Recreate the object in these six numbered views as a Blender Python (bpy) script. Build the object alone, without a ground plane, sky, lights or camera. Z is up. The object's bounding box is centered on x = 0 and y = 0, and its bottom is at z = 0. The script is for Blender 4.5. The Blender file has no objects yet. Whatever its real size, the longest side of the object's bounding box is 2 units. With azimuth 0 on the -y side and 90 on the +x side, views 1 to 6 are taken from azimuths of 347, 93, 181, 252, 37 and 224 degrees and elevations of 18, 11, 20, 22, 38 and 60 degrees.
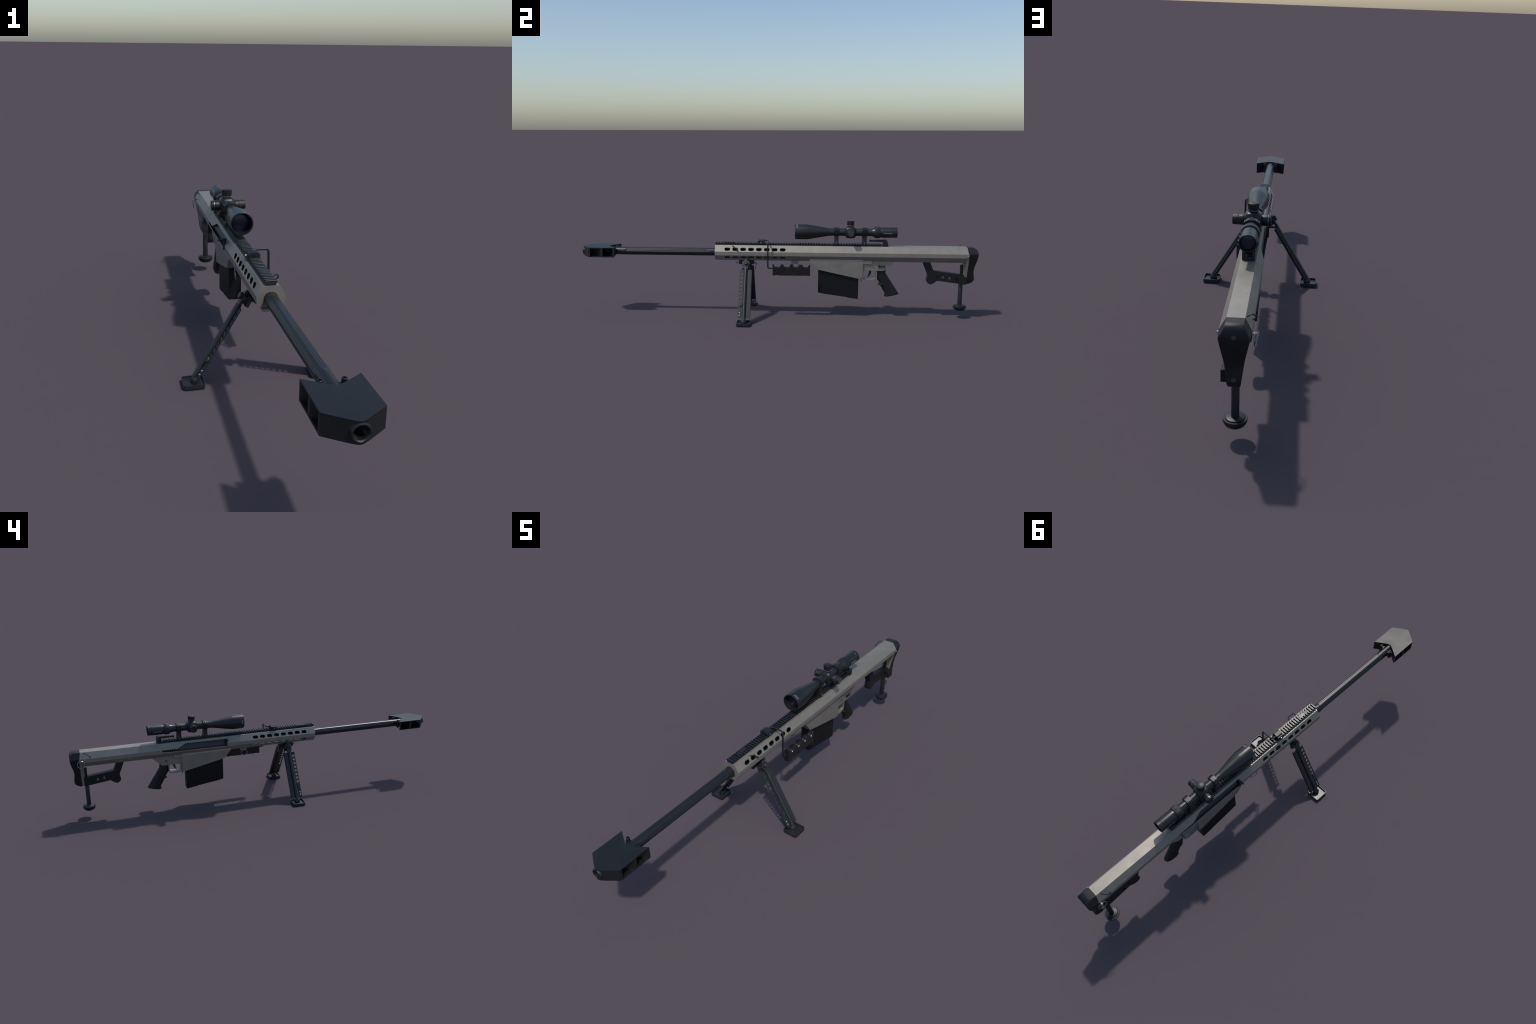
"""Large fluted-barrel rifle on a bipod, built part by part.
Frame: rifle runs along Y, muzzle at -Y, butt at +Y, symmetric about x = 0."""
import bpy, bmesh, math
from math import sin, cos, pi, radians, sqrt
from mathutils import Vector, Matrix

# ------------------------------------------------------------------ materials
def material(name, base, rough, metallic=0.0, spec=0.5, var=0.15, scale=40.0, specks=0.0,
             bump=0.02, rough_var=0.08, tint=None, stretch=(1, 1, 1), coat=0.0, rough_scale=None):
    m = bpy.data.materials.new(name)
    m.use_nodes = True
    nt = m.node_tree
    N, L = nt.nodes, nt.links
    b = N["Principled BSDF"]
    tc = N.new("ShaderNodeTexCoord")
    mp = N.new("ShaderNodeMapping")
    mp.inputs["Scale"].default_value = stretch
    L.new(tc.outputs["Object"], mp.inputs["Vector"])
    n1 = N.new("ShaderNodeTexNoise")
    n1.inputs["Scale"].default_value = scale
    n1.inputs["Detail"].default_value = 6
    n1.inputs["Roughness"].default_value = 0.62
    L.new(mp.outputs["Vector"], n1.inputs["Vector"])
    ramp = N.new("ShaderNodeValToRGB")
    t = tint or (1.0, 1.0, 1.0)
    ramp.color_ramp.elements[0].position = 0.32
    ramp.color_ramp.elements[1].position = 0.70
    ramp.color_ramp.elements[0].color = (*[c * (1 - var) for c in base], 1)
    ramp.color_ramp.elements[1].color = (*[min(1, c * (1 + var) * k) for c, k in zip(base, t)], 1)
    L.new(n1.outputs["Fac"], ramp.inputs["Fac"])
    col = ramp.outputs["Color"]
    if specks > 0:                     # sparse dark nicks and pits in the finish
        v = N.new("ShaderNodeTexVoronoi")
        v.inputs["Scale"].default_value = 85
        v.inputs["Randomness"].default_value = 1.0
        L.new(tc.outputs["Object"], v.inputs["Vector"])
        n2 = N.new("ShaderNodeTexNoise")
        n2.inputs["Scale"].default_value = 26
        L.new(tc.outputs["Object"], n2.inputs["Vector"])
        r1 = N.new("ShaderNodeValToRGB")
        r1.color_ramp.elements[0].position = 0.07
        r1.color_ramp.elements[0].color = (1, 1, 1, 1)
        r1.color_ramp.elements[1].position = 0.14
        r1.color_ramp.elements[1].color = (0, 0, 0, 1)
        L.new(v.outputs["Distance"], r1.inputs["Fac"])
        r2 = N.new("ShaderNodeValToRGB")
        r2.color_ramp.elements[0].position = 0.55
        r2.color_ramp.elements[1].position = 0.63
        L.new(n2.outputs["Fac"], r2.inputs["Fac"])
        mu = N.new("ShaderNodeMath")
        mu.operation = 'MULTIPLY'
        L.new(r1.outputs["Color"], mu.inputs[0])
        L.new(r2.outputs["Color"], mu.inputs[1])
        mu2 = N.new("ShaderNodeMath")
        mu2.operation = 'MULTIPLY'
        mu2.inputs[1].default_value = specks
        L.new(mu.outputs[0], mu2.inputs[0])
        mix = N.new("ShaderNodeMix")
        mix.data_type = 'RGBA'
        mix.inputs["B"].default_value = (*[c * 0.35 for c in base], 1)
        L.new(mu2.outputs[0], mix.inputs["Factor"])
        L.new(col, mix.inputs["A"])
        col = mix.outputs["Result"]
    L.new(col, b.inputs["Base Color"])
    rr = N.new("ShaderNodeMapRange")
    rr.inputs["To Min"].default_value = max(0.02, rough - rough_var)
    rr.inputs["To Max"].default_value = min(1.0, rough + rough_var)
    n3 = N.new("ShaderNodeTexNoise")
    n3.inputs["Scale"].default_value = rough_scale or scale * 0.6
    n3.inputs["Detail"].default_value = 4
    L.new(mp.outputs["Vector"], n3.inputs["Vector"])
    L.new(n3.outputs["Fac"], rr.inputs["Value"])
    L.new(rr.outputs["Result"], b.inputs["Roughness"])
    b.inputs["Metallic"].default_value = metallic
    b.inputs["Specular IOR Level"].default_value = spec
    if coat:
        b.inputs["Coat Weight"].default_value = coat
        b.inputs["Coat Roughness"].default_value = 0.05
    if bump > 0:
        n4 = N.new("ShaderNodeTexNoise")
        n4.inputs["Scale"].default_value = 900
        n4.inputs["Detail"].default_value = 2
        L.new(tc.outputs["Object"], n4.inputs["Vector"])
        bp = N.new("ShaderNodeBump")
        bp.inputs["Strength"].default_value = bump
        bp.inputs["Distance"].default_value = 0.002
        L.new(n4.outputs["Fac"], bp.inputs["Height"])
        L.new(bp.outputs["Normal"], b.inputs["Normal"])
    return m

M_TAN = material("tan_coated_aluminium", (0.265, 0.245, 0.212), 0.49, 0.50, 0.5, 0.09, 22, specks=0.9, bump=0.03, rough_var=0.13, rough_scale=6)
M_STEELB = material("phosphated_steel", (0.0080, 0.0092, 0.0102), 0.46, 0.05, 0.5, 0.20, 30, bump=0.03)
M_BARREL = material("blued_barrel_steel", (0.0110, 0.0122, 0.0135), 0.38, 0.15, 0.55, 0.12, 30, bump=0.01, stretch=(1, .15, 1))
M_RAIL = material("anodised_rail", (0.0110, 0.0122, 0.0135), 0.40, 0.10, 0.5, 0.15, 40, bump=0.02)
M_BIPOD = material("bipod_steel", (0.0190, 0.0205, 0.0210), 0.36, 0.10, 0.5, 0.18, 30, bump=0.03)
M_POLY = material("black_polymer", (0.0095, 0.0095, 0.0098), 0.52, 0.0, 0.35, 0.15, 50, bump=0.06)
M_GLOSS = material("moulded_handle_polymer", (0.0095, 0.0095, 0.0098), 0.27, 0.0, 0.6, 0.15, 50, bump=0.03)
M_MAG = material("black_magazine_steel", (0.0065, 0.0070, 0.0078), 0.55, 0.0, 0.25, 0.12, 40, bump=0.03)
M_SCOPE = material("satin_black_scope", (0.0130, 0.0135, 0.0142), 0.36, 0.10, 0.5, 0.10, 40, bump=0.02)
M_KNURL = material("matt_black_knob", (0.0110, 0.0110, 0.0115), 0.46, 0.1, 0.45, 0.15, 60, bump=0.04)
M_BOLT = material("bolt_carrier_steel", (0.040, 0.044, 0.047), 0.45, 0.2, 0.4, 0.12, 30, bump=0.02)
M_STEEL = material("bright_steel", (0.30, 0.32, 0.35), 0.28, 0.9, 0.5, 0.10, 60, bump=0.0)
M_GREY = material("grey_parkerised_steel", (0.075, 0.079, 0.082), 0.45, 0.3, 0.5, 0.12, 40, bump=0.03)
M_LENS = material("coated_lens_glass", (0.010, 0.009, 0.027), 0.32, 0.0, 0.42, 0.05, 5, bump=0.0, rough_var=0.02)
M_WHITE = material("white_marking", (0.34, 0.35, 0.36), 0.6, 0.0, 0.3, 0.05, 40, bump=0.0)
M_FAINT = material("worn_grey_marking", (0.13, 0.13, 0.135), 0.6, 0.0, 0.3, 0.05, 40, bump=0.0)

# ------------------------------------------------------------------ helpers
ALL = []
def bake(ob):
    dg = bpy.context.evaluated_depsgraph_get()
    me = bpy.data.meshes.new_from_object(ob.evaluated_get(dg))
    old = ob.data
    ob.modifiers.clear()
    ob.data = me
    bpy.data.meshes.remove(old)

def finish(name, bm, mat, parent, bevel=0.0, seg=2, angle=35, cuts=()):
    bmesh.ops.recalc_face_normals(bm, faces=bm.faces[:])
    me = bpy.data.meshes.new(name)
    bm.to_mesh(me)
    bm.free()
    ob = bpy.data.objects.new(name, me)
    bpy.context.scene.collection.objects.link(ob)
    for c in cuts:
        md = ob.modifiers.new("cut", 'BOOLEAN')
        md.object = c
        md.operation = 'DIFFERENCE'
        md.solver = 'EXACT'
    if cuts:
        bake(ob)
        for c in cuts:
            bpy.data.objects.remove(c)
    if bevel:
        md = ob.modifiers.new("bevel", 'BEVEL')
        md.width = bevel
        md.segments = seg
        md.limit_method = 'ANGLE'
        md.angle_limit = radians(30)
        md.harden_normals = False
        bake(ob)
    me = ob.data
    me.materials.clear()
    me.materials.append(mat)
    me.polygons.foreach_set("use_smooth", [True] * len(me.polygons))
    me.polygons.foreach_set("material_index", [0] * len(me.polygons))
    me.set_sharp_from_angle(angle=radians(angle))
    if bevel:                          # keep flats flat beside their rounded edges
        md = ob.modifiers.new("normals", 'WEIGHTED_NORMAL')
        md.keep_sharp = True
        md.weight = 100
        bake(ob)
    ob.parent = parent
    ALL.append(ob)
    return ob

def cutter(bm):
    bmesh.ops.recalc_face_normals(bm, faces=bm.faces[:])
    me = bpy.data.meshes.new("cutter")
    bm.to_mesh(me)
    bm.free()
    ob = bpy.data.objects.new("cutter", me)
    bpy.context.scene.collection.objects.link(ob)
    ob.hide_render = True
    return ob

def loft(rings, bm=None, cap=True, closed=False):
    """rings: list of equal-length point loops."""
    bm = bm or bmesh.new()
    vs = [[bm.verts.new(p) for p in r] for r in rings]
    n = len(rings[0])
    pairs = list(zip(vs[:-1], vs[1:]))
    if closed:
        pairs.append((vs[-1], vs[0]))
    for a, b in pairs:
        for i in range(n):
            j = (i + 1) % n
            bm.faces.new((a[i], a[j], b[j], b[i]))
    if cap and not closed:
        bm.faces.new(vs[0][::-1])
        bm.faces.new(vs[-1])
    return bm

def prism(prof, a, b, axis='X', bm=None):
    """Extrude a 2D outline along an axis. X: (y,z); Y: (x,z); Z: (x,y)."""
    f = {'X': lambda p, t: (t, p[0], p[1]), 'Y': lambda p, t: (p[0], t, p[1]), 'Z': lambda p, t: (p[0], p[1], t)}[axis]
    return loft([[f(p, a) for p in prof], [f(p, b) for p in prof]], bm)

def box(x0, x1, y0, y1, z0, z1, bm=None):
    return prism([(x0, y0), (x1, y0), (x1, y1), (x0, y1)], z0, z1, 'Z', bm)

def frame(d):
    d = Vector(d).normalized()
    u = Vector((0, 0, 1)) if abs(d.z) < 0.9 else Vector((1, 0, 0))
    x = u.cross(d).normalized()
    return x, d.cross(x), d

def lathe(prof, origin, direction, n=40, bm=None, ribs=0, rib_depth=0.0, rib_rows=()):
    """Revolve (t, r) stations round an axis; r = 0 at an end closes it to a point cap."""
    x, y, d = frame(direction)
    o = Vector(origin)
    rings = []
    for k, (t, r) in enumerate(prof):
        ring = []
        for i in range(n):
            a = 2 * pi * i / n
            rad = r
            if ribs and k in rib_rows:
                rad = r - rib_depth * (0.5 - 0.5 * cos(a * ribs)) ** 3
            ring.append(o + d * t + (x * cos(a) + y * sin(a)) * rad)
        rings.append(ring)
    return loft(rings, bm)

def hollow_lathe(prof, origin, direction, n=48, bm=None):
    """Revolve a closed (t, r) outline: tubes with walls."""
    x, y, d = frame(direction)
    o = Vector(origin)
    rings = [[o + d * t + (x * cos(2 * pi * i / n) + y * sin(2 * pi * i / n)) * r for i in range(n)] for t, r in prof]
    return loft(rings, bm, closed=True)

def cyl(p0, p1, r, n=24, bm=None, r1=None):
    p0, p1 = Vector(p0), Vector(p1)
    return lathe([(0, r), ((p1 - p0).length, r if r1 is None else r1)], p0, p1 - p0, n, bm)

def wire(pts, r, n=10, closed=False, bm=None):
    """Round rod along a polyline, rotation-minimising frame."""
    P = [Vector(p) for p in pts]
    m = len(P)
    T = []
    for i in range(m):
        a = P[(i - 1) % m] if (closed or i > 0) else P[i]
        b = P[(i + 1) % m] if (closed or i < m - 1) else P[i]
        T.append((b - a).normalized())
    x = frame(T[0])[0]
    rings = []
    for i in range(m):
        x = (x - T[i] * x.dot(T[i])).normalized()
        y = T[i].cross(x)
        rings.append([P[i] + (x * cos(2 * pi * k / n) + y * sin(2 * pi * k / n)) * r for k in range(n)])
    return loft(rings, bm, closed=closed)

def rounded(pts, rad, seg=6):
    """Polyline with its inner corners filleted."""
    P = [Vector(p) for p in pts]
    out = [P[0]]
    for i in range(1, len(P) - 1):
        a, b, c = P[i - 1], P[i], P[i + 1]
        k = min(rad, (a - b).length * .48, (c - b).length * .48)
        s, e = b + (a - b).normalized() * k, b + (c - b).normalized() * k
        for j in range(seg + 1):
            t = j / seg
            out.append(s * (1 - t) ** 2 + b * 2 * t * (1 - t) + e * t * t)
    out.append(P[-1])
    return out

def ring_pts(c, r, u, v, n=32, sq=1.0):
    c, u, v = Vector(c), Vector(u).normalized(), Vector(v).normalized()
    return [c + u * r * cos(2 * pi * i / n) + v * r * sq * sin(2 * pi * i / n) for i in range(n)]

def capsule(cy, cz, length, width, n=10):
    """2D stadium outline."""
    r = width / 2
    h = length / 2 - r
    pts = [(cy + h + r * cos(-pi / 2 + pi * i / n), cz + r * sin(-pi / 2 + pi * i / n)) for i in range(n + 1)]
    pts += [(cy - h + r * cos(pi / 2 + pi * i / n), cz + r * sin(pi / 2 + pi * i / n)) for i in range(n + 1)]
    return pts

def round_rect(w, h, r, n=5, cx=0.0, cy=0.0):
    pts = []
    for sx, sy, a0 in ((1, 1, 0), (-1, 1, pi / 2), (-1, -1, pi), (1, -1, 1.5 * pi)):
        for i in range(n + 1):
            a = a0 + pi / 2 * i / n
            pts.append((cx + sx * (w - r) + r * cos(a), cy + sy * (h - r) + r * sin(a)))
    return pts

def interp(tab, t):
    if t <= tab[0][0]:
        return tab[0][1]
    for (a, va), (b, vb) in zip(tab[:-1], tab[1:]):
        if t <= b:
            return va + (vb - va) * (t - a) / (b - a)
    return tab[-1][1]

def catmull(pts, sub=6):
    """Smooth open 2D curve through control points."""
    P = [Vector((p[0], p[1])) for p in pts]
    P = [P[0] * 2 - P[1]] + P + [P[-1] * 2 - P[-2]]
    out = []
    for i in range(1, len(P) - 2):
        for j in range(sub):
            t = j / sub
            a, b, c, d = P[i - 1], P[i], P[i + 1], P[i + 2]
            q = 0.5 * ((2 * b) + (c - a) * t + (2 * a - 5 * b + 4 * c - d) * t * t + (3 * b - a - 3 * c + d) * t ** 3)
            out.append((q.x, q.y))
    out.append((P[-2].x, P[-2].y))
    return out

def lettering(name, text, size, place, parent, mat, depth=0.0004, fit=None):
    """Built-in-font text as a mesh; place(u, v, w) -> world point."""
    cu = bpy.data.curves.new(name, 'FONT')
    cu.body = text
    cu.size = size
    cu.align_x = 'CENTER'
    cu.align_y = 'CENTER'
    cu.extrude = depth
    cu.resolution_u = 3
    tmp = bpy.data.objects.new(name, cu)
    bpy.context.scene.collection.objects.link(tmp)
    me = bpy.data.meshes.new_from_object(tmp.evaluated_get(bpy.context.evaluated_depsgraph_get()))
    bpy.data.objects.remove(tmp)
    bm = bmesh.new()
    bm.from_mesh(me)
    bpy.data.meshes.remove(me)
    w = max(v.co.x for v in bm.verts) - min(v.co.x for v in bm.verts)
    k = fit / w if fit else 1.0
    for v in bm.verts:
        v.co = Vector(place(v.co.x * k, v.co.y, v.co.z))
    return finish(name, bm, mat, parent)

# ------------------------------------------------------------------ the thing
root = bpy.data.objects.new("rifle", None)
bpy.context.scene.collection.objects.link(root)
root["label"] = "long grey and black scoped rifle standing on a bipod"
root["category"] = "rifle"

BORE_Z = 0.325
SCOPE_Z = 0.4333
# eight-sided receiver section (right half, top to bottom)
SEC = [(0.0235, 0.3640), (0.0413, 0.3330), (0.0413, 0.3140), (0.0222, 0.2875)]

def octagon(inset=0.0):
    pts = [Vector(p) for p in SEC] + [Vector((-x, z)) for x, z in reversed(SEC)]
    if not inset:
        return [tuple(p) for p in pts]
    out = []
    n = len(pts)
    for i in range(n):
        a, b, c = pts[i - 1], pts[i], pts[(i + 1) % n]
        d1, d2 = (b - a).normalized(), (c - b).normalized()
        n1, n2 = Vector((d1.y, -d1.x)), Vector((d2.y, -d2.x))    # clockwise list -> inward
        bis = (n1 + n2).normalized()
        out.append(tuple(b + bis * (inset / bis.dot(n1))))
    return out

# ---- receiver shell ---------------------------------------------------------
Y_FRONT, Y_REAR = -0.3138, 0.9520
bm = bmesh.new()
o0, i0 = octagon(), octagon(0.0022)
rings = [[(x, Y_FRONT, z) for x, z in o0], [(x, Y_REAR - (0.0055 if z > .36 else 0), z) for x, z in o0],
         [(x, Y_REAR - 0.006, z) for x, z in i0], [(x, Y_FRONT, z) for x, z in i0]]
loft(rings, bm, closed=True)
cuts = []
SLOT_Y = [-0.2500 + 0.03995 * i for i in range(8)]
def slot_cutters(p, q, cz, width):
    """Row of eight stadium slots through the wall that runs p -> q (x,z), both sides."""
    bmc = bmesh.new()
    for s in (1, -1):
        d = Vector((q[0] - p[0], q[1] - p[1])).normalized()
        nrm = Vector((-d.y, d.x))
        if nrm.x < 0:
            nrm = -nrm
        t = (cz - p[1]) / (q[1] - p[1])
        c = Vector(p) + (Vector(q) - Vector(p)) * t
        for y in SLOT_Y:
            outl = capsule(0, 0, 0.0288, width)
            rs = []
            for off in (-0.009, 0.006):
                rs.append([(s * (c.x + d.x * v + nrm.x * off), y + u, c.y + d.y * v + nrm.y * off) for u, v in outl])
            loft(rs, bmc)
    return cutter(bmc)
cuts.append(slot_cutters(SEC[1], SEC[0], 0.3450, 0.0172))
cuts.append(slot_cutters(SEC[3], SEC[2], 0.3025, 0.0150))
# ejection port on the -x side, with its narrow tail slot
PORT = [(0.1905, 0.3525), (0.4100, 0.3530), (0.4600, 0.3312), (0.5364, 0.3312), (0.5364, 0.3225), (0.470, 0.3190), (0.1905, 0.3185)]
cuts.append(cutter(prism(PORT, -0.060, -0.020)))
receiver = finish("receiver", bm, M_TAN, root, bevel=0.0008, cuts=cuts, angle=18)

# front plate with barrel hole and the relief notch under the barrel
bm = prism(octagon(0.0018), Y_FRONT + 0.0003, Y_FRONT + 0.022, 'Y')
hole = cutter(cyl((0, Y_FRONT - .02, BORE_Z), (0, Y_FRONT + .05, BORE_Z), 0.0207, 48))
notch = cutter(prism([(-0.0285, 0.2955), (0.0285, 0.2955), (0.0195, 0.322), (-0.0195, 0.322)], Y_FRONT - .02, Y_FRONT + 0.015, 'Y'))
finish("front_plate", bm, M_TAN, receiver, bevel=0.0004, cuts=[hole, notch])

# bolt carrier seen through the port
car = octagon(0.0105)
bm = prism(car, 0.196, 0.470, 'Y')
carrier = finish("bolt_carrier", bm, M_BOLT, receiver, bevel=0.001)
# recoil spring coils in the tail slot
bm = bmesh.new()
for i in range(7):
    y = 0.474 + i * 0.0095
    prism(octagon(0.0075), y, y + 0.0052, 'Y', bm)
finish("recoil_spring", bm, M_BARREL, receiver, bevel=0.0006)

# charging handle: plate in the port front, finger rod standing out
bm = box(-0.0450, -0.0350, 0.1885, 0.1985, 0.3165, 0.3545)
cyl((-0.034, 0.1925, 0.3545), (-0.0640, 0.1900, 0.3535), 0.0040, 20, bm)
finish("charging_handle", bm, M_STEELB, receiver, bevel=0.0012)

# sling loops: bent wire standing off the upper slopes
def sling_loop(a, b, out, parent):
    a, b, out = Vector(a), Vector(b), Vector(out).normalized()
    pts = rounded([a - out * .006, a + out * .015, b + out * .015, b - out * .006], 0.007, 6)
    return finish("sling_loop", wire(pts, 0.0020, 8), M_STEELB, parent)
UP = Vector((0.866, 0, 0.5))
sling_loop((0.0265, -0.2235, 0.3575), (0.0385, -0.1955, 0.337), UP, receiver)
sling_loop((-0.0262, 0.9255, 0.3585), (-0.0390, 0.8975, 0.337), (-0.866, 0, 0.5), receiver)

# ---- barrel -----------------------------------------------------------------
R_BAR = 0.0200
FL0, FL1 = -0.7775, -0.3500
def barrel_radius(y, a):
    """Six round-ended flutes."""
    c = radians(24)
    k = round((a - c) / (pi / 3))
    da = (a - c - k * pi / 3)
    w = R_BAR * da
    half = 0.0070
    ends = 0.0
    if y < FL0 + half:
        ends = FL0 + half - y
    elif y > FL1 - half:
        ends = y - (FL1 - half)
    rr = sqrt(w * w + ends * ends) / half
    if rr >= 1 or y < FL0 or y > FL1:
        return R_BAR
    return R_BAR - 0.0013 * min(1.0, (1 - rr * rr) * 1.6)
ys = [-0.900, -0.8375, -0.8370, -0.8360, -0.8355, -0.79]
ys += [FL0 + 0.0010 * i for i in range(0, 9)] + [-0.74, -0.65, -0.55, -0.45, -0.39]
ys += [FL1 - 0.0010 * i for i in range(8, -1, -1)] + [-0.33, -0.28, 0.0, 0.192]
rings = []
NB = 144
for y in ys:
    groove = 0.0010 if -0.8372 < y < -0.8358 else 0.0
    rings.append([((barrel_radius(y, 2 * pi * i / NB) - groove) * cos(2 * pi * i / NB), y,
                   BORE_Z + (barrel_radius(y, 2 * pi * i / NB) - groove) * sin(2 * pi * i / NB)) for i in range(NB)])
barrel = finish("barrel", loft(rings), M_BARREL, root, angle=50)

# ---- muzzle brake -----------------------------------------------------------
BW, BT, BB = 0.0662, 0.3502, 0.3004
APEX_F, COR_F, COR_R, APEX_R = -0.9990, -0.9556, -0.8213, -0.8615
def vee(y_side, y_mid, x):
    """Chevron line: y at half-width x, tip slightly rounded."""
    s = (y_side - y_mid) / BW
    r = 0.010
    xx = sqrt(x * x + r * r) - r * (1 - x / BW) * 0.95
    return y_mid + s * max(0.0, xx)
def chevron(front_side, front_mid, rear_side, rear_mid, hw=BW, steps=14):
    xs = [-hw + 2 * hw * i / (2 * steps) for i in range(2 * steps + 1)]
    f = [(x, vee(front_side, front_mid, abs(x))) for x in xs]
    r = [(x, vee(rear_side, rear_mid, abs(x))) for x in reversed(xs)]
    return f + r
plate = chevron(COR_F, APEX_F, COR_R, APEX_R)
bm = prism(plate, BT - 0.0042, BT, 'Z')
prism(plate, BB, BB + 0.0042, 'Z', bm)
brake = finish("muzzle_brake", bm, M_STEELB, root, bevel=0.0005)
k = APEX_F - COR_F
for y0, y1, hole_r in ((COR_F, -0.9470, 0.0155), (-0.8945, -0.8820, 0.0192), (-0.8290, COR_R, 0.0160)):
    bm = prism(chevron(y0, y0 + k, y1, y1 + (APEX_R - COR_R)), BB + 0.0042, BT - 0.0042, 'Z')
    bore = cutter(cyl((0, -1.05, BORE_Z), (0, -0.80, BORE_Z), hole_r, 40))
    finish("baffle", bm, M_STEELB, brake, cuts=[bore])
bm = hollow_lathe([(0, 0.0178), (0.0008, 0.0200), (0.0022, 0.0208), (0.024, 0.0208), (0.024, 0.0152), (0.0025, 0.0152)],
                  (0, -1.0000, BORE_Z), (0, 1, 0), 48)
finish("muzzle_ring", bm, M_STEELB, brake)
# clamp ears and their socket screws behind the brake
SX, SY = 0.0268, -0.8307
for s in (1, -1):
    bm = prism([(s * 0.014, -0.850), (s * 0.034, -0.838), (s * 0.034, -0.8255), (s * 0.016, -0.8255)], 0.3075, 0.3225, 'Z')
    prism([(s * 0.012, -0.850), (s * 0.0335, -0.838), (s * 0.0225, -0.8255), (s * 0.014, -0.8255)], 0.3245, 0.3370, 'Z', bm)
    finish("clamp_ear", bm, M_STEELB, brake, bevel=0.0008)
    bm = hollow_lathe([(0, 0.0064), (0.0118, 0.0064), (0.0126, 0.0057), (0.0126, 0.0042), (0.0070, 0.0042), (0.0070, 0.0004), (0, 0.0004)],
                      (s * SX, SY, 0.3355), (0, 0, 1), 28)
    cyl((s * SX, SY, 0.3035), (s * SX, SY, 0.337), 0.0050, 20, bm)
    finish("clamp_screw", bm, M_STEELB, brake)

# ---- accessory rail ---------------------------------------------------------
R0, R1, PITCH, TOOTH = -0.3135, 0.5335, 0.01378, 0.0068
base = [(-0.0137, 0.3636), (0.0137, 0.3636), (0.0137, 0.3688), (0.0166, 0.3703), (0.0166, 0.3714), (-0.0166, 0.3714), (-0.0166, 0.3703), (-0.0137, 0.3688)]
bm = prism(base, R0, R1, 'Y')
prism([(-0.0062, 0.3710), (0.0062, 0.3710), (0.0050, 0.3726), (-0.0050, 0.3726)], R0 + 0.001, R1 - 0.001, 'Y', bm)
tooth = [(-0.0168, 0.3710), (0.0168, 0.3710), (0.0170, 0.3757), (0.0145, 0.3780), (-0.0145, 0.3780), (-0.0170, 0.3757)]
y = R0
while y + TOOTH < R1:
    prism(tooth, y, y + TOOTH, 'Y', bm)
    y += PITCH
rail = finish("accessory_rail", bm, M_RAIL, root, bevel=0.0004, seg=1)
# folded front sight let into the rail
bm = prism([(-0.0085, -0.2180), (0.0085, -0.2180), (0.0085, -0.2480), (0.0045, -0.2500), (-0.0045, -0.2500), (-0.0085, -0.2480)], 0.3700, 0.3787, 'Z')
prism([(-0.0062, -0.2540), (0.0062, -0.2540), (0.0075, -0.2730), (0.0040, -0.2730), (0.0040, -0.2640), (-0.0040, -0.2640), (-0.0040, -0.2730), (-0.0075, -0.2730)], 0.3700, 0.3785, 'Z', bm)
cyl((-0.0105, -0.2520, 0.3755), (0.0105, -0.2520, 0.3755), 0.0026, 16, bm)
finish("front_sight", bm, M_RAIL, rail, bevel=0.0005)
# folded rear sight: ear block plus hinged leaf
bm = prism([(0.5330, 0.3638), (0.5550, 0.3638), (0.5538, 0.3890), (0.5500, 0.3950), (0.5430, 0.3965), (0.5330, 0.3900)], 0.0118, 0.0198)
prism([(0.5330, 0.3638), (0.5550, 0.3638), (0.5538, 0.3890), (0.5500, 0.3950), (0.5430, 0.3965), (0.5330, 0.3900)], -0.0198, -0.0118, 'X', bm)
box(-0.0125, 0.0125, 0.5330, 0.5570, 0.3638, 0.3760, bm)
cyl((-0.019, 0.5450, 0.3900), (0.019, 0.5450, 0.3900), 0.0030, 16, bm)
finish("rear_sight_base", bm, M_RAIL, rail, bevel=0.0012)
bm = prism([(0.4640, 0.3868), (0.5480, 0.3862), (0.5500, 0.3920), (0.5450, 0.3985), (0.5330, 0.3975), (0.4660, 0.3960), (0.4635, 0.3940)], -0.0090, 0.0090)
box(-0.0105, 0.0105, 0.4640, 0.4690, 0.3858, 0.3972, bm)
cyl((-0.0115, 0.5270, 0.3935), (0.0115, 0.5270, 0.3935), 0.0045, 16, bm)
finish("rear_sight_leaf", bm, M_RAIL, rail, bevel=0.0010)

# ---- lower receiver ---------------------------------------------------------
WELL = [(0.1655, 0.2890), (0.1700, 0.2870), (0.1990, 0.2478), (0.2110, 0.2440), (0.4128, 0.2003), (0.4325, 0.2003), (0.4325, 0.2890)]
bm = prism(WELL, -0.0312, 0.0312)
top_a, top_b = [(0.1652, 0.2886), (0.4325, 0.2886)], [(0.1640, 0.2985), (0.4325, 0.2985)]
loft([[(0.0312, y, z) for y, z in top_a[::-1]] + [(-0.0312, y, z) for y, z in top_a],
      [(0.0287, y, z) for y, z in top_b[::-1]] + [(-0.0287, y, z) for y, z in top_b]], bm)
lower = finish("lower_receiver", bm, M_TAN, root, bevel=0.0008)
bm = prism([(0.4315, 0.2970), (0.5885, 0.2905), (0.5885, 0.2868), (0.5410, 0.2440), (0.5340, 0.2410), (0.4315, 0.2410)], -0.0232, 0.0232)
box(-0.0305, 0.0305, 0.4315, 0.4770, 0.2765, 0.2940, bm)
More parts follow.
